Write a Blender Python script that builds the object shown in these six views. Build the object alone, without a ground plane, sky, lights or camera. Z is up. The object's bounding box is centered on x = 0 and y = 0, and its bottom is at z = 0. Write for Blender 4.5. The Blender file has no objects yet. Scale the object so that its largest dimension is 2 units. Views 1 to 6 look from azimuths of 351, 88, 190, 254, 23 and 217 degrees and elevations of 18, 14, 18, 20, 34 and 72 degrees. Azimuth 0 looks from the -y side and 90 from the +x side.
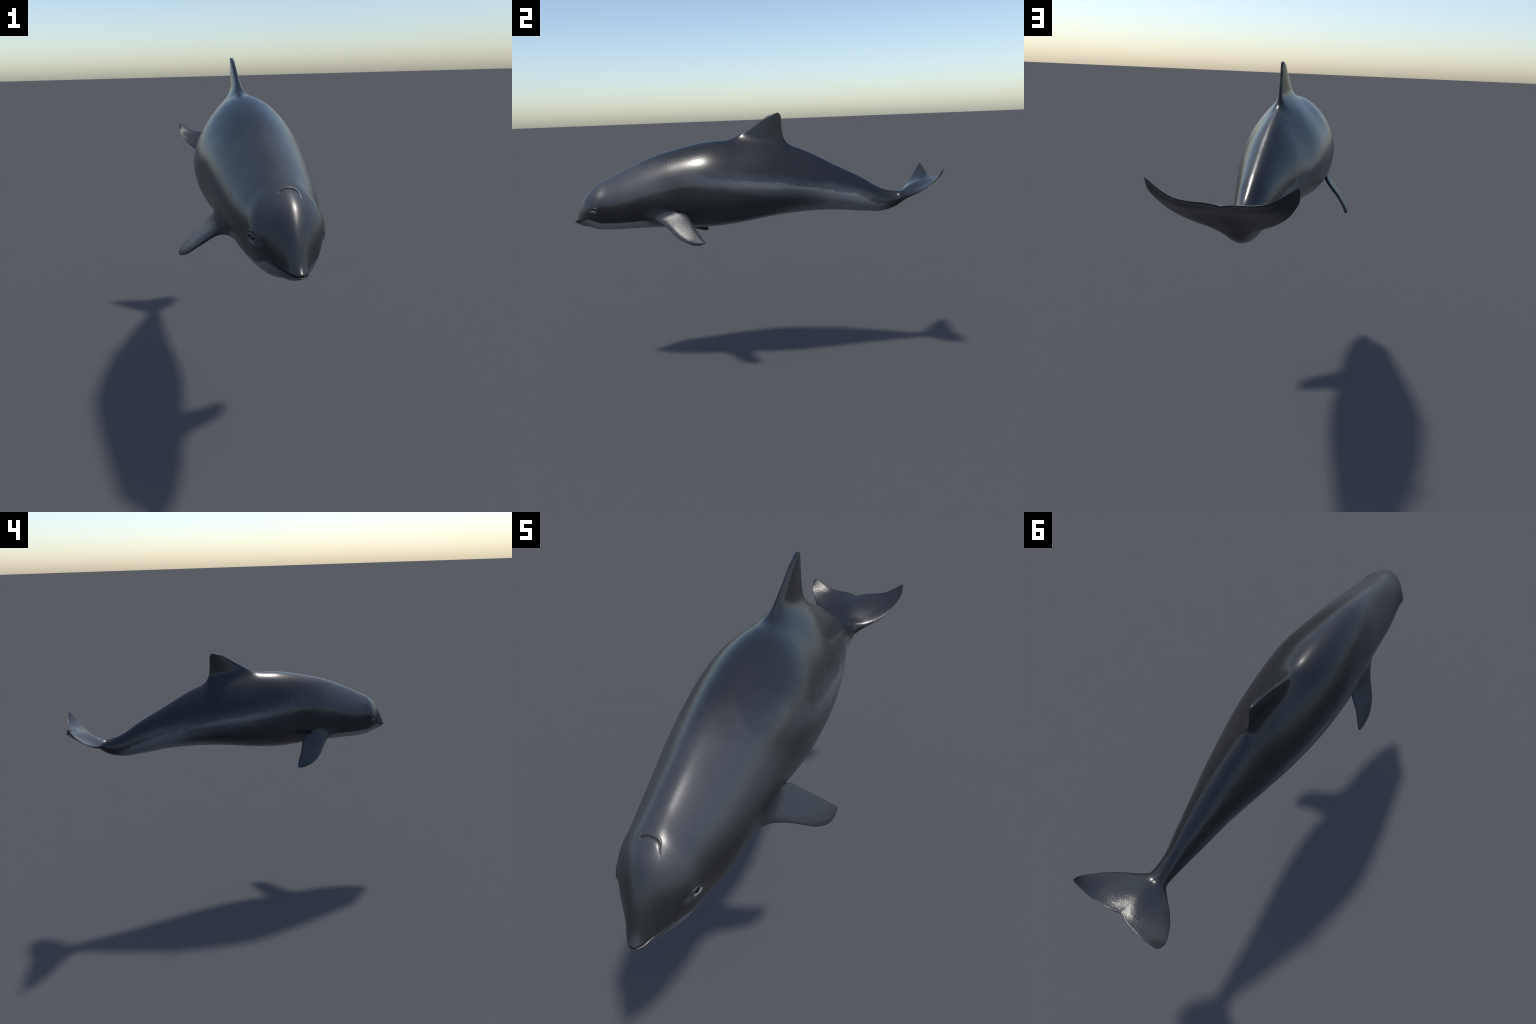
"""Harbour porpoise, gliding: one smooth body (head, torso, tail stock, dorsal fin,
flippers, flukes) lofted from cross-sections, fins drawn out of it, with eyes set in."""
import bpy, bmesh, math
import numpy as np
from mathutils import Vector

# ------------------------------------------------------------------ profiles
# y station : centre x, back z, belly z, half width, height of the widest line (0 belly .. 1 back),
#             softness of the crest along the back (crest radius / half width), squareness of the belly
BODY = [
    (-0.9990, .0185, .9625, .9520, .0090, .25, 2.00, 0.90),
    (-0.9850, .0182, .9800, .9458, .0200, .28, 1.80, 0.82),
    (-0.9600, .0170, 1.0407, .9332, .0350, .34, 1.35, 0.76),
    (-0.9200, .0170, 1.1028, .9248, .0682, .455, 0.80, 0.70),
    (-0.8700, .0140, 1.1491, .9100, .0952, .545, 0.46, 0.68),
    (-0.8000, .0105, 1.1848, .9050, .1108, .49, 0.33, 0.58),
    (-0.7000, .0105, 1.2338, .9078, .1322, .45, 0.30, 0.54),
    (-0.5800, .0072, 1.2828, .9082, .1468, .485, 0.38, 0.62),
    (-0.4200, .0032, 1.3284, .9010, .1655, .525, 0.60, 0.96),
    (-0.2500, .0014, 1.3608, .8949, .1870, .500, 0.64, 1.09),
    (-0.0800, .0007, 1.3655, .9113, .1852, .445, 0.25, 1.13),
    (0.1000, .0008, 1.3570, .9416, .1668, .396, 0.17, 1.07),
    (0.2800, .0020, 1.2960, .9588, .1332, .397, 0.29, 1.00),
    (0.4500, .0028, 1.2108, .9602, .0948, .403, 0.70, 0.95),
    (0.6000, .0012, 1.1347, .9462, .0662, .420, 1.50, 0.97),
    (0.7200, .0018, 1.0661, .9433, .0445, .452, 2.30, 1.03),
    (0.7950, .0030, 1.0527, .9683, .0420, .480, 2.50, 1.00),
    (0.8400, .0050, 1.0560, .9990, .0500, .490, 2.50, 1.00),
]
Y_FLUKE = 0.795
N = 128                     # points round a body ring


def spline(xs, v, x):
    xs, v = np.asarray(xs, float), np.asarray(v, float)
    x = np.atleast_1d(np.asarray(x, float))
    flat = v.ndim == 1
    if flat:
        v = v[:, None]
    h = np.diff(xs)[:, None]
    d = np.diff(v, axis=0) / h
    m = np.empty_like(v)
    m[0], m[-1] = d[0], d[-1]
    m[1:-1] = (d[:-1] * h[1:] + d[1:] * h[:-1]) / (h[1:] + h[:-1])
    i = np.clip(np.searchsorted(xs, x) - 1, 0, len(xs) - 2)
    H = (xs[i + 1] - xs[i])[:, None]
    t = (x - xs[i])[:, None] / H
    r = (1 + 2*t) * (1 - t)**2 * v[i] + t * (1 - t)**2 * H * m[i] + t*t * (3 - 2*t) * v[i+1] + t*t * (t - 1) * H * m[i+1]
    return r[:, 0] if flat else r


def curve3(points, s):
    """point(s) on a smooth curve through control points, s in 0..1 by chord length"""
    p = np.asarray(points, float)
    L = np.r_[0, np.cumsum(np.linalg.norm(np.diff(p, axis=0), axis=1))]
    return spline(L / L[-1], p, s)


def smooth01(x):
    x = np.clip(x, 0, 1)
    return x * x * (3 - 2 * x)


BT = np.array(BODY)
PHI = 2 * np.pi * np.arange(N) / N


def body_ring(y):
    x0, zt, zb, w, f, k, eb = spline(BT[:, 0], BT[:, 1:], y)[0]
    c, s = np.cos(PHI), np.sin(PHI)
    zw = zb + f * (zt - zb)
    # back: a rounded crest, then sloping shoulders that turn down at the widest line
    r = (np.sqrt(s * s + k * k) - k) / (np.sqrt(1 + k * k) - k)
    full = 1.8 + .10 * math.exp(-((y + .86) / .12) ** 2) - .35 * math.exp(-((y - .22) / .15) ** 2)
    z_up = zw + (zt - zw) * np.clip(1 - r, 0, 1) ** (1 / full)
    # belly: a fuller or flatter bowl
    e = 1 + (eb - 1) * np.abs(c) ** 1.5
    x_dn = w * s * ((s * s + .035) / 1.035) ** ((e - 1) / 2)
    x = x0 + np.where(c >= 0, w * s, x_dn)
    z = np.where(c >= 0, z_up, zw + (zw - zb) * c)
    return np.stack([x, np.full(N, y), z], 1)


# ------------------------------------------------------------------ flukes
FLUKE_X0 = 0.0055
FLUKE_LEAD = [(.0420, .795, 1.0088), (.0450, .8035, 1.0135), (.0525, .8120, 1.0185), (.0660, .8225, 1.0245), (.0880, .8390, 1.0330), (.1258, .8657, 1.0490),
              (.1640, .8990, 1.0765), (.1930, .9345, 1.1130), (.2095, .9620, 1.1500), (.2100, .9730, 1.1700), (.2068, .9820, 1.1840)]
FLUKE_TRAIL = [(0, .9750, 1.1165), (.010, .9795, 1.1195), (.038, .9885, 1.1255), (.084, .9960, 1.1290), (.1266, .9980, 1.1370),
               (.1683, .9940, 1.1590), (.1890, .9905, 1.1730), (.2005, .9870, 1.1808), (.2068, .9820, 1.1840)]
FLUKE_MID = [  # y : top z, bottom z on the midline
    (.795, 1.0527, .968), (.818, 1.0525, .9825), (.834, 1.0590, .9965), (.850, 1.0710, 1.0125), (.866, 1.0825, 1.0275),
    (.885, 1.0940, 1.0450), (.920, 1.1075, 1.0770), (.950, 1.1145, 1.0985), (.976, 1.1195, 1.1135)]


def fluke_ring(t):
    """t 0: tail stock section, t 1: trailing edge"""
    lead = np.array(FLUKE_LEAD)
    E = spline((lead[:, 1] - .795) / (.982 - .795), lead, t)[0]
    E[0] -= FLUKE_X0 * 0
    y_c = .795 + t * (.976 - .795)
    mid = np.array(FLUKE_MID)
    zt, zb = spline(mid[:, 0], mid[:, 1:], y_c)[0]
    zc = zb + (zt - zb) * (.480 + .02 * smooth01(t / .4))
    c, s = np.cos(PHI), np.sin(PHI)
    a = np.abs(s)
    half_w = E[0]
    x = a * half_w
    # trailing edge shape relative to a straight line from notch to tip, faded in
    tr = np.array(FLUKE_TRAIL)
    T = spline(tr[:, 0], tr, a * .2068)
    lin_y = tr[0, 1] + (tr[-1, 1] - tr[0, 1]) * a
    lin_z = tr[0, 2] + (tr[-1, 2] - tr[0, 2]) * a
    y = y_c + (E[1] - y_c) * a + (T[:, 1] - lin_y) * t ** 4
    z = zc + (E[2] - zc) * a + (T[:, 2] - lin_z) * t ** 2.5
    hb = .0165 * (1 - t) ** .8 + .0034 * t
    m = smooth01(t / .30)
    up, dn = zt - zc, zc - zb
    g_up = (1 - m) * up + m * (hb + max(up - hb, 0) * np.exp(-(x / .075) ** 2))
    hd = 1.5 * hb
    g_dn = (1 - m) * dn + m * (hd + max(dn - hd, 0) * np.exp(-(x / .030) ** 2))
    if t > .85:
        k = smooth01((t - .85) / .15)
        tip = .0030 + .0004 * a
        g_up, g_dn = g_up * (1 - k) + tip * k, g_dn * (1 - k) + tip * k
    k = 2.5                               # the tail stock section, as in body_ring
    r = (np.sqrt(s * s + k * k) - k) / (np.sqrt(1 + k * k) - k)
    round_up = (1 - m) * np.clip(1 - r, 0, 1) ** (1 / 1.8) + m * c
    z = z + np.where(c >= 0, g_up * round_up, g_dn * c)
    x0 = .0030 + (FLUKE_X0 - .0030) * smooth01(t / .5)
    return np.stack([x0 + np.sign(s) * x, y, z], 1)


# ------------------------------------------------------------------ body lattice
head = -0.999 + 0.159 * (np.linspace(0, 1, 46)) ** 1.15
trunk = np.linspace(head[-1], Y_FLUKE, 158)[1:]
STATIONS = np.r_[head, trunk]
rings = [body_ring(y) for y in STATIONS]
rings += [fluke_ring(t) for t in np.linspace(0, 1, 30)[1:]]
V = [np.vstack(rings)]
R = len(rings)


def vid(i, j):
    return i * N + (j % N)


faces = {}
for i in range(R - 1):
    for j in range(N):
        faces[(i, j)] = (vid(i, j), vid(i, j + 1), vid(i + 1, j + 1), vid(i + 1, j))
extra = []
for j in range(N // 2):                          # close the nose, left to right
    q = [vid(0, j), vid(0, j + 1), vid(0, -j - 1), vid(0, -j)]
    extra.append(tuple(v for n, v in enumerate(q) if v not in q[:n])[::-1])
for j in range(-N // 4, N // 4):                 # close the trailing edge, top to bottom
    q = [vid(R - 1, j), vid(R - 1, j + 1), vid(R - 1, N // 2 - j - 1), vid(R - 1, N // 2 - j)]
    extra.append(tuple(v for n, v in enumerate(q) if v not in q[:n]))

LABEL = {}                  # vertex -> which limb it belongs to


def total():
    return sum(len(v) for v in V)


def draw_out(i0, i1, j0, j1, place, levels, name):
    """Draw a limb out of the lattice patch i0..i1 x j0..j1.
    place(level 0..1, u 0..1 along the patch rows, w -1..1 across) -> points."""
    ni, nj = i1 - i0, j1 - j0
    rim = [(i, j1) for i in range(i0, i1)] + [(i1, j) for j in range(j1, j0, -1)] + \
          [(i, j0) for i in range(i1, i0, -1)] + [(i0, j) for j in range(j0, j1)]
    u = np.array([(i - i0) / ni for i, j in rim])
    w = np.array([2 * (j - j0) / nj - 1 for i, j in rim])
    prev = [vid(i, j) for i, j in rim]
    ids = [prev]
    for k in range(1, levels + 1):
        s = k / levels
        base = total()
        V.append(place(s, u, w))
        cur = list(range(base, base + len(rim)))
        for a in range(len(rim)):
            b = (a + 1) % len(rim)
            extra.append((prev[b], cur[b], cur[a], prev[a]))
        for v in cur:
            LABEL[v] = (name, s)
        ids.append(cur)
        prev = cur
    # cap
    at = {rim[a]: prev[a] for a in range(len(rim))}
    inner = [(i, j) for i in range(i0 + 1, i1) for j in range(j0 + 1, j1)]
    base = total()
    uu = np.array([(i - i0) / ni for i, j in inner])
    ww = np.array([2 * (j - j0) / nj - 1 for i, j in inner])
    V.append(place(1.0, uu, ww))
    for n, ij in enumerate(inner):
        at[ij] = base + n
        LABEL[base + n] = (name, 1.0)
    for i in range(i0, i1):
        for j in range(j0, j1):
            del faces[(i, j % N)]
            extra.append((at[i, j], at[i, j + 1], at[i + 1, j + 1], at[i + 1, j]))
    dead.update(vid(i, j) for i, j in inner)
    return ids


def row_at(y):
    return int(np.abs(STATIONS - y).argmin())


dead = set()
blends = []
# ------------------------------------------------------------------ dorsal fin
FIN_LEAD = [(-.128, 1.3660), (-.100, 1.3735), (-.070, 1.3885), (-.034, 1.4100), (.0128, 1.4380), (.060, 1.4680), (.0925, 1.4845)]
FIN_TRAIL = [(.186, 1.3360), (.1745, 1.3500), (.1640, 1.3810), (.1585, 1.4150), (.1562, 1.4480), (.1558, 1.4690), (.1558, 1.4800)]


def fin_place(s, u, w):
    a, b = curve3(FIN_LEAD, s)[0], curve3(FIN_TRAIL, s)[0]
    y = a[0] + (b[0] - a[0]) * u
    z = a[1] + (b[1] - a[1]) * u
    tip = smooth01((s - .45) / .55)
    z = z + tip * .0160 * np.clip(u / .70, 0, 1) ** 1.1 * (1 - np.clip((u - .72) / .28, 0, 1) ** 4)
    rim = .0042 + .0042 * (1 - s)
    belly = (.0040 + .0110 * (1 - s) ** 1.3) * np.sin(np.pi * np.clip(u, 0, 1) ** .75)
    h = rim + belly
    x = .0025 + w * h
    # round the leading and the trailing rim
    edge = (1 - w * w)
    y = y - np.where(u <= 0, .0035 * edge, 0) + np.where(u >= 1, .0030 * edge, 0)
    z = z + (.0022 * edge if s >= 1 else 0)
    return np.stack([x, y, z], 1)


fi0, fi1 = row_at(-.125), row_at(.180)
blends.append((draw_out(fi0, fi1, -3, 3, fin_place, 16, "dorsal_fin"), 4, (fi0, fi1, -3, 3), 5))

# ------------------------------------------------------------------ flippers
LEAD = [(-.126, -.556, .968), (-.150, -.517, .9445), (-.1815, -.482, .9150), (-.2150, -.4500, .8845), (-.2405, -.4150, .8580),
        (-.2580, -.3750, .8410), (-.2635, -.3390, .8300), (-.2640, -.3140, .8245), (-.2630, -.2985, .8250)]
TRAIL = [(-.136, -.468, .980), (-.1415, -.401, .9835), (-.1515, -.3668, .9640), (-.1750, -.3490, .9370), (-.2076, -.3310, .9050),
         (-.2309, -.3115, .8755), (-.2490, -.2972, .8500), (-.2562, -.2915, .8385), (-.2600, -.2920, .8315)]
MIRROR = np.array([-1, 1, 1.])


def flipper_curves(side):
    lead, trail = np.array(LEAD), np.array(TRAIL)
    if side > 0:            # the left flipper is held a little higher and further back
        k = np.linspace(0, 1, len(lead))[:, None]
        lift = np.array([-.004, .0, .0]) + np.clip(k / .3, 0, 1) * np.array([-.004, -.004, .022]) + k * np.array([.006, .024, .004])
        lead, trail = lead * MIRROR + lift, trail * MIRROR + lift
        k = np.linspace(0, 1, len(lead))
        lead = lead + np.outer(np.exp(-((k - .78) / .19) ** 2), [.001, -.007, -.008]) + np.outer(np.exp(-((k - .33) / .12) ** 2), [0, .003, .002])
        trail = trail + np.outer(np.sin(np.pi * k), [0, -.005, -.001])
    return lead, trail


def flipper_place(side):
    lead, trail = flipper_curves(side)
    knots = np.linspace(0, 1, len(lead))

    def place(s, u, w):
        a, b = spline(knots, lead, s)[0], spline(knots, trail, s)[0]
        span = spline(knots, lead + trail, min(s + .03, 1))[0] - spline(knots, lead + trail, max(s - .03, 0))[0]
        n = np.cross(b - a, span)
        n = n / np.linalg.norm(n)
        if n[2] < 0:
            n = -n
        chord, out = b - a, span / np.linalg.norm(span)
        p = a + np.outer(u, chord)
        rim = (.0036 + .0040 * (1 - s) ** 2) * (1 - .55 * smooth01((s - .86) / .14))
        belly = (.0040 + .0056 * (1 - s)) * np.sin(np.pi * np.clip(u, 0, 1) ** .70) ** .5
        h = rim + belly
        up = -side * w          # lattice columns run down the left side, up the right one
        p = p + np.outer(up * h, n)
        edge = 1 - w * w
        c = chord / np.linalg.norm(chord)
        p = p - np.outer(np.where(u <= 0, .0040 * edge, 0), c) + np.outer(np.where(u >= 1, .0022 * edge, 0), c)
        bow = smooth01((s - .8) / .2) * .006 * np.sin(np.pi * np.clip(u, 0, 1)) ** .8
        p = p + np.outer(bow, out)
        return p
    return place


li0, li1 = row_at(-.556), row_at(-.468)


def column_at(i, z, side):
    ring = rings[i]
    js = np.arange(1, N // 2) if side > 0 else np.arange(N // 2 + 1, N)
    return int(js[np.abs(ring[js, 2] - z).argmin()])


for side in (-1, 1):
    jc = column_at((li0 + li1) // 2, .972, side)
    box = (li0, li1, jc - 3, jc + 3)
    blends.append((draw_out(*box, flipper_place(side), 24, "flipper.right" if side < 0 else "flipper.left"), 3, box, 6))

# ------------------------------------------------------------------ fillets
P = np.vstack(V)
F = list(faces.values()) + extra
nbr = {}
for f in F:
    for a, b in zip(f, f[1:] + f[:1]):
        nbr.setdefault(a, set()).add(b)
        nbr.setdefault(b, set()).add(a)
for ids, keep, (i0, i1, j0, j1), margin in blends:
    # thin-plate membrane between the body and the limb: a smooth fillet
    free = set(v for ring in ids[:keep + 1] for v in ring)
    for i in range(i0 - margin, i1 + margin + 1):
        for j in range(j0 - margin, j1 + margin + 1):
            v = vid(i, j)
            if v in nbr:
                free.add(v)
    free = sorted(free)
    col = {v: n for n, v in enumerate(free)}
    rows = sorted(set(free) | set(b for v in free for b in nbr[v]))
    A, B = np.zeros((len(rows), len(free))), np.zeros((len(rows), 3))
    for r, v in enumerate(rows):
        ns = sorted(nbr[v])
        for q, wt in [(v, 1.0)] + [(b, -1.0 / len(ns)) for b in ns]:
            if q in col:
                A[r, col[q]] += wt
            else:
                B[r] -= wt * P[q]
    P[free] = np.linalg.lstsq(A, B, rcond=None)[0]

# ------------------------------------------------------------------ mesh, subdivided
used = sorted(nbr)
new = {v: n for n, v in enumerate(used)}
me = bpy.data.meshes.new("porpoise_cage")
me.from_pydata(P[used].tolist(), [], [[new[v] for v in f] for f in F])
me.validate()
cage = bpy.data.objects.new("porpoise_cage", me)
bpy.context.scene.collection.objects.link(cage)
limb = np.zeros(len(used), np.int32)
LIMBS = ["body", "dorsal_fin", "flipper.right", "flipper.left"]
att = me.attributes.new("limb", "FLOAT", "POINT")
for v, (name, s) in LABEL.items():
    limb[new[v]] = LIMBS.index(name)
blend = np.zeros(len(used), np.float32)
for k in range(1, 4):
    a = me.attributes.new(f"limb_{k}", "FLOAT", "POINT")
    a.data.foreach_set("value", (limb == k).astype(np.float32))
sub = cage.modifiers.new("smooth_skin", "SUBSURF")
sub.levels = sub.render_levels = 2
deps = bpy.context.evaluated_depsgraph_get()
fine = bpy.data.meshes.new_from_object(cage.evaluated_get(deps))
bpy.data.objects.remove(cage)
nv = len(fine.vertices)
co = np.empty(nv * 3, np.float32)
fine.vertices.foreach_get("co", co)
co = co.reshape(-1, 3).astype(float)
w_limb = []
for k in range(1, 4):
    a = np.empty(nv, np.float32)
    fine.attributes[f"limb_{k}"].data.foreach_get("value", a)
    w_limb.append(a)


def normals():
    fine.vertices.foreach_set("co", co.astype(np.float32).ravel())
    fine.update()
    n = np.empty(nv * 3, np.float32)
    fine.vertex_normals.foreach_get("vector", n)
    return n.reshape(-1, 3).astype(float)


nrm = normals()
belly_v = np.argmin(co[:, 2] + (np.abs(co[:, 1]) > .2) * 9)
if nrm[belly_v][2] > 0:
    fine.flip_normals()
    nrm = normals()

# ------------------------------------------------------------------ sculpted detail
X0 = .0165
x, y, z = co.T
disp = np.zeros(nv)


def bump(d, w):
    return np.exp(-(d / w) ** 2)


# mouth line with a lower lip
MOUTH = [(-1.0, .9552), (-.985, .9562), (-.960, .9620), (-.940, .9710), (-.915, .9840)]
M = np.array(MOUTH)
d = z - np.interp(y, M[:, 0], M[:, 1])
fade = 1 - smooth01((y + .932) / .020)
lip = (y < -.90) & (np.abs(d) < .03)
disp += np.where(lip, fade * (-.0045 * bump(d, .0019) + .0011 * bump(d + .0048, .0032) + .0008 * bump(d - .006, .004)), 0)

# blowhole: a crescent slit, horns forward
u = x - X0
dy = y + .8650 + 1.2 * u * u + np.where(u > 0, .018, .008) * np.abs(u / .0305) ** 6
sel = (np.abs(u) < .036) & (np.abs(y + .870) < .05) & (z > 1.08)
ends = (1 - smooth01((u - .0255) / .007)) * (1 - smooth01((-u - .0235) / .005))
disp += np.where(sel, ends * (-.0060 * bump(dy + .0004, .0014) + .0010 * bump(dy - .0040, .0030) - .0006 * bump(dy + .0045, .0045)), 0)

# eye sockets, lids and the fold above
EYES = {1: np.array([.1085, -.8645, 1.0295]), -1: np.array([-.0765, -.8690, 1.0295])}
eye_axes = {}
for side, c in EYES.items():
    k = np.argmin(((co - c) ** 2).sum(1))
    n = nrm[k]
    a = np.array([0, 1, .05]) - n * (np.array([0, 1, .05]) @ n)
    a /= np.linalg.norm(a)
    b = np.cross(n, a) * np.sign(np.cross(n, a)[2])
    eye_axes[side] = (co[k].copy(), n.copy(), a, b)
    r = co - co[k]
    p, q, dist = r @ a, r @ b, np.linalg.norm(r, axis=1)
    near = dist < .05
    disp += np.where(dist < .09, .0042 * bump(np.hypot(p * .8, q - .008), .026), 0)
    # almond opening, low arch below, straighter lid above
    lower = .0064 * (1 - (p / .0145) ** 2)
    upper = .0050 * (1 - (p / .0145) ** 2) + .10 * p
    mid, half = (upper - lower) / 2, np.maximum((upper + lower) / 2, 1e-4)
    o = np.where(np.abs(p) < .0145, 1 - smooth01((np.abs(q - mid) / half - .75) / .5), 0)
    rho = np.hypot(p / 1.9, q - .0005)
    lids = .0028 * bump(rho - .0100, .0042)
    fold = -.0022 * bump(q - (.0145 - 16 * p * p), .0022) * bump(p, .022)
    fold += .0012 * bump(q - (.0185 - 16 * p * p), .003) * bump(p, .022)
    disp += np.where(near, -.0075 * o + lids * (1 - o) + fold, 0)

# small healed scars: a raised rim round a shallow dent
SCARS = [(.088, -.806, 1.132), (.092, -.660, 1.191), (.115, -.462, 1.249), (.119, -.293, 1.289), (.149, -.239, 1.253), (.168, -.236, 1.213),
         (.143, -.447, 1.209), (.130, -.764, 1.054), (.158, -.033, 1.206), (.127, .181, 1.198), (.184, -.108, 1.079),
         (.135, -.181, 1.271), (.139, -.193, 1.268), (.141, -.166, 1.262), (.147, -.187, 1.254), (.147, -.174, 1.253),
         (-.115, -.05, 1.300), (-.140, -.33, 1.215), (-.120, .22, 1.190), (-.100, -.62, 1.190), (-.150, -.12, 1.260)]
rng = np.random.default_rng(7)
for sx, sy, sz in SCARS:
    r = co - np.array([sx, sy, sz])
    th = rng.uniform(-.9, .9)
    p = r[:, 1] * math.cos(th) + r[:, 2] * math.sin(th)
    q = -r[:, 1] * math.sin(th) + r[:, 2] * math.cos(th)
    near = (r ** 2).sum(1) < .02 ** 2
    rr = np.hypot(p / rng.uniform(1.0, 2.0), q)
    disp += np.where(near, rng.uniform(.4, .8) * (-.0005 * bump(rr, .0022) + .0004 * bump(rr - .0046, .0018) * smooth01(.5 + q / .004)), 0)

# belly slit
disp += np.where((z < 1.0) & (np.abs(x) < .02), -.0035 * bump(x - .001, .0032) * smooth01((y - .20) / .03) * smooth01((.33 - y) / .03), 0)
co += nrm * disp[:, None]
nrm = normals()

# ------------------------------------------------------------------ split into parts
nf = len(fine.polygons)
loops = np.empty(nf * 4, np.int32)
fine.polygons.foreach_get("vertices", loops) if len(fine.loops) == nf * 4 else None
quads = loops.reshape(-1, 4)
fc = co[quads].mean(1)
wl = [w[quads].mean(1) for w in w_limb]
part = np.where(fc[:, 1] < -.66, 0, np.where(fc[:, 1] < .30, 1, 2))         # head, torso, tail
tail_dx = np.abs(fc[:, 0] - FLUKE_X0)
part[(fc[:, 1] > .86) | ((fc[:, 1] > .80) & (tail_dx > .034))] = 3          # fluke
for k in range(3):
    part[wl[k] > .5] = 4 + k
NAMES = ["head", "torso", "tail", "fluke", "dorsal_fin", "flipper", "flipper"]

# ------------------------------------------------------------------ materials
class Nodes:
    """small helper to write node maths in a readable way"""

    def __init__(self, name):
        self.mat = bpy.data.materials.new(name)
        self.mat.use_nodes = True
        self.nt = self.mat.node_tree
        self.bsdf = self.nt.nodes["Principled BSDF"]
        co_node = self.nt.nodes.new("ShaderNodeTexCoord")
        self.pos = co_node.outputs["Object"]
        sep = self.nt.nodes.new("ShaderNodeSeparateXYZ")
        self.nt.links.new(self.pos, sep.inputs[0])
        self.x, self.y, self.z = sep.outputs

    def put(self, socket, v):
        if isinstance(v, bpy.types.NodeSocket):
            self.nt.links.new(v, socket)
        else:
            socket.default_value = v

    def m(self, op, a, b=0.0, c=0.0, clamp=False):
        n = self.nt.nodes.new("ShaderNodeMath")
        n.operation = op
        n.use_clamp = clamp
        for s, v in zip(n.inputs, (a, b, c)):
            self.put(s, v)
        return n.outputs[0]

    def add(self, a, b): return self.m("ADD", a, b)
    def sub(self, a, b): return self.m("SUBTRACT", a, b)
    def mul(self, a, b): return self.m("MULTIPLY", a, b)

    def mix(self, f, a, b):
        return self.add(a, self.mul(f, self.sub(b, a)))

    def step(self, v, lo, hi):
        n = self.nt.nodes.new("ShaderNodeMapRange")
        n.interpolation_type = "SMOOTHSTEP"
        for k, q in (("Value", v), ("From Min", lo), ("From Max", hi)):
            self.put(n.inputs[k], q)
        return n.outputs["Result"]

    def along(self, points, lo, hi):
        """a value that runs along the body: (y, value) control points"""
        n = self.nt.nodes.new("ShaderNodeFloatCurve")
        cv = n.mapping.curves[0]
        pts = [((y + 1) / 2, (v - lo) / (hi - lo)) for y, v in points]
        while len(cv.points) < len(pts):
            cv.points.new(.5, .5)
        for p, q in zip(cv.points, pts):
            p.location = q
            p.handle_type = "AUTO_CLAMPED"
        n.mapping.update()
        self.put(n.inputs["Value"], self.m("MULTIPLY_ADD", self.y, .5, .5))
        return self.m("MULTIPLY_ADD", n.outputs[0], hi - lo, lo)

    def noise(self, scale, detail=4, rough=.55, stretch=None, offset=(0, 0, 0)):
        """noise centred on zero, about -.5 .. .5"""
        mp = self.nt.nodes.new("ShaderNodeMapping")
        mp.inputs["Scale"].default_value = stretch or (1, 1, 1)
        mp.inputs["Location"].default_value = offset
        self.nt.links.new(self.pos, mp.inputs[0])
        n = self.nt.nodes.new("ShaderNodeTexNoise")
        n.inputs["Scale"].default_value = scale
        n.inputs["Detail"].default_value = detail
        n.inputs["Roughness"].default_value = rough
        self.nt.links.new(mp.outputs[0], n.inputs["Vector"])
        return self.sub(n.outputs["Fac"], .5)

    def near(self, c, r0, r1, scale=(1, 1, 1)):
        """1 close to a point, 0 far from it"""
        v = self.nt.nodes.new("ShaderNodeVectorMath")
        v.operation = "SUBTRACT"
        self.put(v.inputs[0], self.pos)
        v.inputs[1].default_value = c
        k = self.nt.nodes.new("ShaderNodeVectorMath")
        k.operation = "MULTIPLY"
        self.put(k.inputs[0], v.outputs[0])
        k.inputs[1].default_value = scale
        L = self.nt.nodes.new("ShaderNodeVectorMath")
        L.operation = "LENGTH"
        self.put(L.inputs[0], k.outputs[0])
        return self.sub(1.0, self.step(L.outputs["Value"], r0, r1))

    def scratch(self, a, b, width):
        """1 on a short line from a to b"""
        a, b = Vector(a), Vector(b)
        d = b - a
        v = self.nt.nodes.new("ShaderNodeVectorMath")
        v.operation = "SUBTRACT"
        self.put(v.inputs[0], self.pos)
        v.inputs[1].default_value = a
        t = self.nt.nodes.new("ShaderNodeVectorMath")
        t.operation = "DOT_PRODUCT"
        self.put(t.inputs[0], v.outputs[0])
        t.inputs[1].default_value = d / d.length_squared
        tc = self.m("ADD", t.outputs["Value"], 0.0, clamp=True)
        along = self.nt.nodes.new("ShaderNodeVectorMath")
        along.operation = "SCALE"
        along.inputs[0].default_value = d
        self.put(along.inputs["Scale"], tc)
        r = self.nt.nodes.new("ShaderNodeVectorMath")
        r.operation = "DISTANCE"
        self.put(r.inputs[0], v.outputs[0])
        self.put(r.inputs[1], along.outputs[0])
        taper = self.mul(self.mul(tc, self.sub(1.0, tc)), 4 * width)
        return self.sub(1.0, self.step(self.sub(r.outputs["Value"], taper), 0.0, width * .8))

    def tint(self, value, rgb):
        n = self.nt.nodes.new("ShaderNodeCombineColor")
        for k, q in enumerate(rgb):
            self.put(n.inputs[k], self.mul(value, q))
        return n.outputs[0]

    def blend(self, f, a, b):
        n = self.nt.nodes.new("ShaderNodeMix")
        n.data_type = "RGBA"
        self.put(n.inputs[0], f)
        self.put(n.inputs[6], a)
        self.put(n.inputs[7], b)
        return n.outputs[2]

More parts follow.
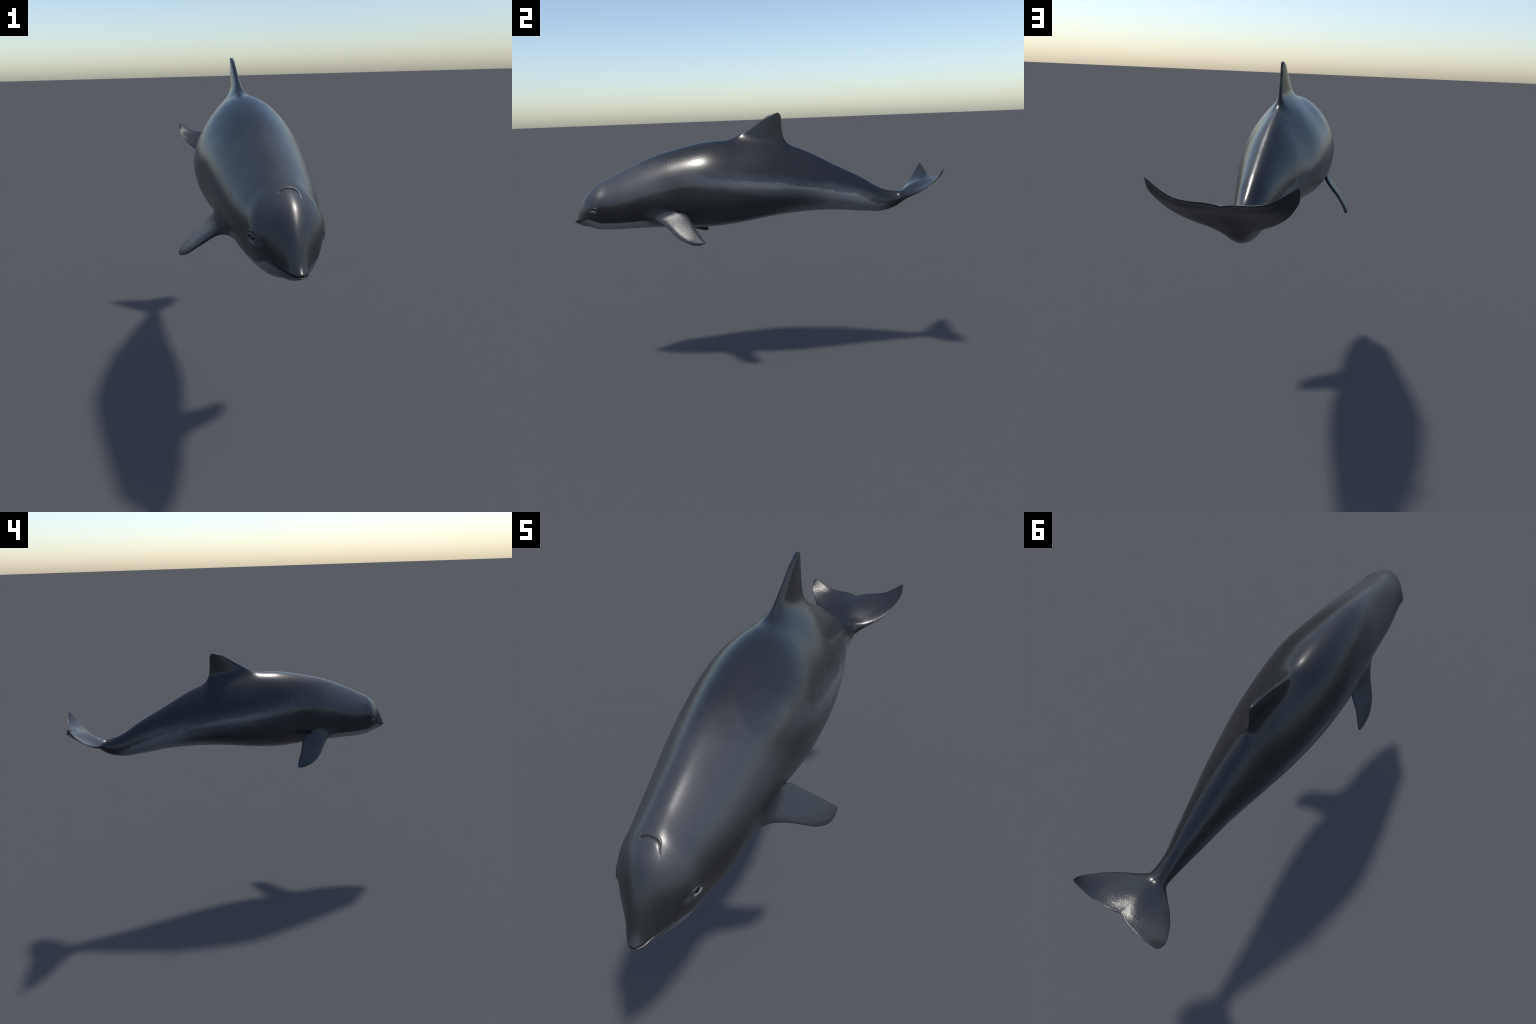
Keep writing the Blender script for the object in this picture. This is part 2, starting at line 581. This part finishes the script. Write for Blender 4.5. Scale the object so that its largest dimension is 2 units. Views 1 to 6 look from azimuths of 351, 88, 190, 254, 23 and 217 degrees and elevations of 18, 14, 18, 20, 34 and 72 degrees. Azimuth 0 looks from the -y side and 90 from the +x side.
    def bump(self, height, dist, strength=1.0, normal=None):
        n = self.nt.nodes.new("ShaderNodeBump")
        n.inputs["Strength"].default_value = strength
        n.inputs["Distance"].default_value = dist
        self.put(n.inputs["Height"], height)
        if normal is not None:
            self.put(n.inputs["Normal"], normal)
        return n.outputs[0]


# where the dark cape ends on the flank (y, z), and where the pale belly begins
CAPE = [(-1.0, 1.60), (-.66, 1.38), (-.55, 1.290), (-.48, 1.252), (-.37, 1.228), (-.23, 1.197), (-.06, 1.168), (.10, 1.143), (.20, 1.130),
        (.32, 1.104), (.40, 1.087), (.47, 1.073), (.53, 1.061), (.58, 1.042), (.67, 1.004), (.72, .990), (.78, .955), (.85, .80), (1.0, .80)]
CAPE_EDGE = [(-1, .15), (-.55, .15), (-.40, .11), (-.28, .065), (-.12, .036), (.02, .018), (.2, .016), (.35, .010), (.6, .012), (.7, .022), (1, .02)]
FLANK_TOP = [(-1, .050), (-.85, .050), (-.6, .048), (-.45, .052), (-.2, .074), (0, .100), (.10, .095), (.2, .075), (.3, .088), (.42, .135),
             (.55, .145), (.68, .11), (.76, .045), (.82, .022), (1, .02)]
FLANK_LOW = [(-1, .028), (-.85, .016), (-.6, .016), (-.4, .022), (-.2, .028), (.1, .026), (.25, .034), (.36, .075),
             (.5, .135), (.66, .12), (.75, .045), (.8, .022), (1, .02)]
BELLY = [(-1.0, .948), (-.98, .950), (-.955, .957), (-.93, .968), (-.908, .974), (-.864, .961), (-.80, .953), (-.70, .957), (-.60, .961), (-.54, .964), (-.47, .955), (-.36, .925),
         (-.15, .925), (.05, .952), (.18, .990), (.30, 1.005), (.45, .998), (.60, .968), (.68, .955), (.74, .945), (.80, .80), (1.0, .80)]
BELLY_EDGE = [(-1, .010), (-.85, .008), (-.6, .007), (-.5, .014), (-.4, .04), (-.2, .06), (.2, .06), (.4, .045), (.7, .02), (1, .02)]
BACK = [(-1, .030), (-.75, .030), (-.5, .020), (-.3, .0150), (.0, .0135), (.5, .0125), (.8, .0140), (.86, .0200), (1, .022)]
SCRATCHES = [((.030, -.912, 1.108), (.043, -.918, 1.092)), ((.042, -.914, 1.098), (.046, -.907, 1.105)), ((.018, -.936, 1.078), (.032, -.928, 1.085)),
             ((.036, -.942, 1.062), (.051, -.951, 1.026)), ((.021, -.970, 1.014), (.041, -.963, 1.015)), ((.082, -.865, 1.109), (.093, -.864, 1.096)),
             ((-.032, -.886, 1.109), (-.007, -.937, 1.064)), ((-.003, -.948, 1.049), (.017, -.962, 1.033)), ((.131, -.725, 1.021), (.133, -.712, 1.016))]


def limb_texture(g, amount):
    """fine crinkled skin of flippers and flukes"""
    a = g.noise(125, 5, .62, (1, .6, 1))
    b = g.noise(330, 3, .6, (1, .6, 1.2), (3, 1, 2))
    h = g.add(g.mul(a, .9), g.mul(b, .55))
    return g.mul(h, amount)


def skin_material():
    g = Nodes("porpoise_skin")
    # ragged borders: broad waves, and fine brush-like teeth drawn out along the body
    wave = g.noise(9, 3, .5)
    ragged = g.noise(30, 7, .70, (1, .6, 1.3))
    fine = g.noise(150, 4, .6, (1, .5, 1))
    edge = g.along(CAPE_EDGE, 0, .15)
    teeth = g.add(g.mul(wave, .030), g.mul(ragged, g.add(.038, g.mul(edge, .30))))
    depth = g.sub(g.add(g.along(CAPE, .8, 1.6), teeth), g.z)          # metres below the cape edge
    patch = g.noise(16, 5, .65, (1, .7, 1.2), (5, 2, 8))
    d_n = g.add(g.m("DIVIDE", depth, edge), g.mul(patch, 1.6))
    haze = g.mul(g.step(g.add(depth, g.mul(patch, .05)), -.050, .004), .30)
    flank = g.m("MAXIMUM", g.step(d_n, -.5, .9), haze)
    top, low = g.along(FLANK_TOP, 0, .16), g.along(FLANK_LOW, 0, .16)
    deep = g.step(g.add(depth, g.mul(ragged, .05)), .012, .10)
    head_low = g.step(g.add(g.sub(1.150, g.z), g.mul(ragged, .04)), 0.0, .12)                     # cheeks and neck: dark below
    front = g.sub(1.0, g.step(g.y, -.55, -.38))
    deep = g.mix(front, deep, head_low)
    dark_face = g.sub(1.0, g.step(g.add(g.y, g.mul(wave, .02)), -.935, -.885))     # darker tone over the face, forward of the eyes
    grey = g.mix(deep, top, low)
    grey = g.mix(g.mul(dark_face, .55), grey, .018)
    value = g.mix(flank, g.along(BACK, 0, .05), grey)
    # mottling
    mott = g.add(g.mul(ragged, .7), g.mul(fine, .5))
    mott_amount = g.mul(flank, g.add(.25, g.mul(g.step(g.y, -.55, -.25), g.mul(g.sub(1.0, g.step(g.y, .15, .35)), .65))))
    value = g.mul(value, g.add(1.0, g.add(g.mul(mott, mott_amount), g.mul(fine, .18))))
    colour = g.tint(value, (.95, 1.0, 1.09))
    # pale underside
    bd = g.sub(g.add(g.along(BELLY, .8, 1.0), g.mul(g.add(wave, g.mul(ragged, .6)), g.add(.006, g.mul(g.along(BELLY_EDGE, 0, .1), .25)))), g.z)
    belly = g.step(g.m("DIVIDE", bd, g.along(BELLY_EDGE, 0, .1)), -.5, 1.0)
    belly = g.mul(belly, g.sub(1.0, g.mul(.6, g.sub(1.0, g.step(g.y, -.95, -.85)))))
    pale = g.tint(g.add(.20, g.mul(g.add(ragged, fine), .05)), (1.0, 1.0, 1.02))
    colour = g.blend(belly, colour, pale)
    # pale lids and the streak in front of the eye
    lids = None
    for side, (c, n, a, b) in eye_axes.items():
        low_lid = g.near(tuple(c - b * .0085 + a * .001), .0055, .0155, (1, .62, 1))
        up_lid = g.mul(g.near(tuple(c + b * .0055), .003, .010, (1, .5, 1)), .40)
        streak = g.mul(g.near(tuple(c - b * .009 - a * .020), .004, .020, (1, .7, 1.2)), .30)
        v = g.m("MAXIMUM", g.m("MAXIMUM", low_lid, up_lid), streak)
        lids = v if lids is None else g.m("MAXIMUM", lids, v)
    colour = g.blend(lids, colour, (.165, .17, .18, 1))
    # flipper roots take the flipper colour
    roots = None
    for side in (-1, 1):
        v = g.near((side * .130 + .004, -.515, .972 + .004 * side), .035, .085, (.8, .8, 1.1))
        roots = v if roots is None else g.m("MAXIMUM", roots, v)
    colour = g.blend(g.mul(roots, .9), colour, (.026, .029, .034, 1))
    # old scratches
    marks = None
    for a, b in SCRATCHES:
        v = g.scratch(a, b, .0008)
        marks = v if marks is None else g.m("MAXIMUM", marks, v)
    colour = g.blend(g.mul(marks, .22), colour, (.10, .105, .11, 1))
    g.put(g.bsdf.inputs["Base Color"], colour)
    rough = g.add(.265, g.add(g.mul(wave, .05), g.mul(fine, .05)))
    rough = g.add(rough, g.mul(g.mul(front, flank), .04))
    g.put(g.bsdf.inputs["Roughness"], rough)
    # relief: faint pores, brushed streaks on the tail stock, neck creases, crinkled flukes
    creases = g.noise(60, 2, .5, (.4, 2.2, .35))
    neck = None
    for side in (-1, 1):
        v = g.near((side * .118 + .006, -.590, .985), .02, .07, (1, 1, .8))
        neck = v if neck is None else g.m("MAXIMUM", neck, v)
    h = g.add(g.mul(g.noise(300, 2, .5), .05), g.mul(g.noise(34, 4, .6, (.7, .5, 1)), .07))
    h = g.add(h, g.mul(g.mul(creases, neck), 1.3))
    h = g.add(h, g.mul(limb_texture(g, .65), g.step(g.y, .84, .90)))
    h = g.add(h, g.mul(g.noise(30, 3, .5, (2.0, .3, 1.6)), g.mul(.45, g.step(g.y, .15, .3))))
    g.put(g.bsdf.inputs["Normal"], g.bump(h, .0016, .8))
    return g.mat


def flipper_material():
    g = Nodes("flipper_skin")
    fine = g.noise(120, 4, .6)
    value = g.add(.030, g.add(g.mul(g.noise(22, 4, .6), .014), g.mul(fine, .008)))
    roots = None
    g.put(g.bsdf.inputs["Base Color"], g.tint(value, (.93, 1.0, 1.13)))
    g.put(g.bsdf.inputs["Roughness"], g.add(.30, g.mul(fine, .08)))
    g.put(g.bsdf.inputs["Normal"], g.bump(limb_texture(g, .8), .0016, .8))
    return g.mat


def eye_material():
    g = Nodes("dark_eye")
    g.bsdf.inputs["Base Color"].default_value = (.0035, .003, .003, 1)
    g.put(g.bsdf.inputs["Roughness"], g.add(.10, g.mul(g.noise(200), .04)))
    g.bsdf.inputs["Coat Weight"].default_value = .3
    return g.mat


SKIN, FLIPPER_SKIN, EYE = skin_material(), flipper_material(), eye_material()

# ------------------------------------------------------------------ objects
root = bpy.data.objects.new("harbour_porpoise", None)
root.empty_display_size = .2
root["label"] = "sleek dark grey porpoise with paler belly, gliding"
root["category"] = "porpoise"
bpy.context.scene.collection.objects.link(root)
for k, name in enumerate(NAMES):
    fs = quads[part == k]
    ids, inv = np.unique(fs, return_inverse=True)
    pm = bpy.data.meshes.new(name)
    pm.from_pydata(co[ids].tolist(), [], inv.reshape(-1, 4).tolist())
    pm.polygons.foreach_set("use_smooth", np.ones(len(fs), bool))
    pm.update()
    pm.normals_split_custom_set_from_vertices(nrm[ids].tolist())
    pm.materials.append(FLIPPER_SKIN if name == "flipper" else SKIN)
    o = bpy.data.objects.new(name, pm)
    o.parent = root
    bpy.context.scene.collection.objects.link(o)

for side, (c, n, a, b) in eye_axes.items():
    bm = bmesh.new()
    bmesh.ops.create_uvsphere(bm, u_segments=32, v_segments=20, radius=.0145)
    em = bpy.data.meshes.new("eye")
    bm.to_mesh(em)
    bm.free()
    em.polygons.foreach_set("use_smooth", np.ones(len(em.polygons), bool))
    em.materials.append(EYE)
    o = bpy.data.objects.new("eye", em)
    o.location = Vector(c - n * .0090)
    o.parent = root
    bpy.context.scene.collection.objects.link(o)
bpy.data.meshes.remove(fine)
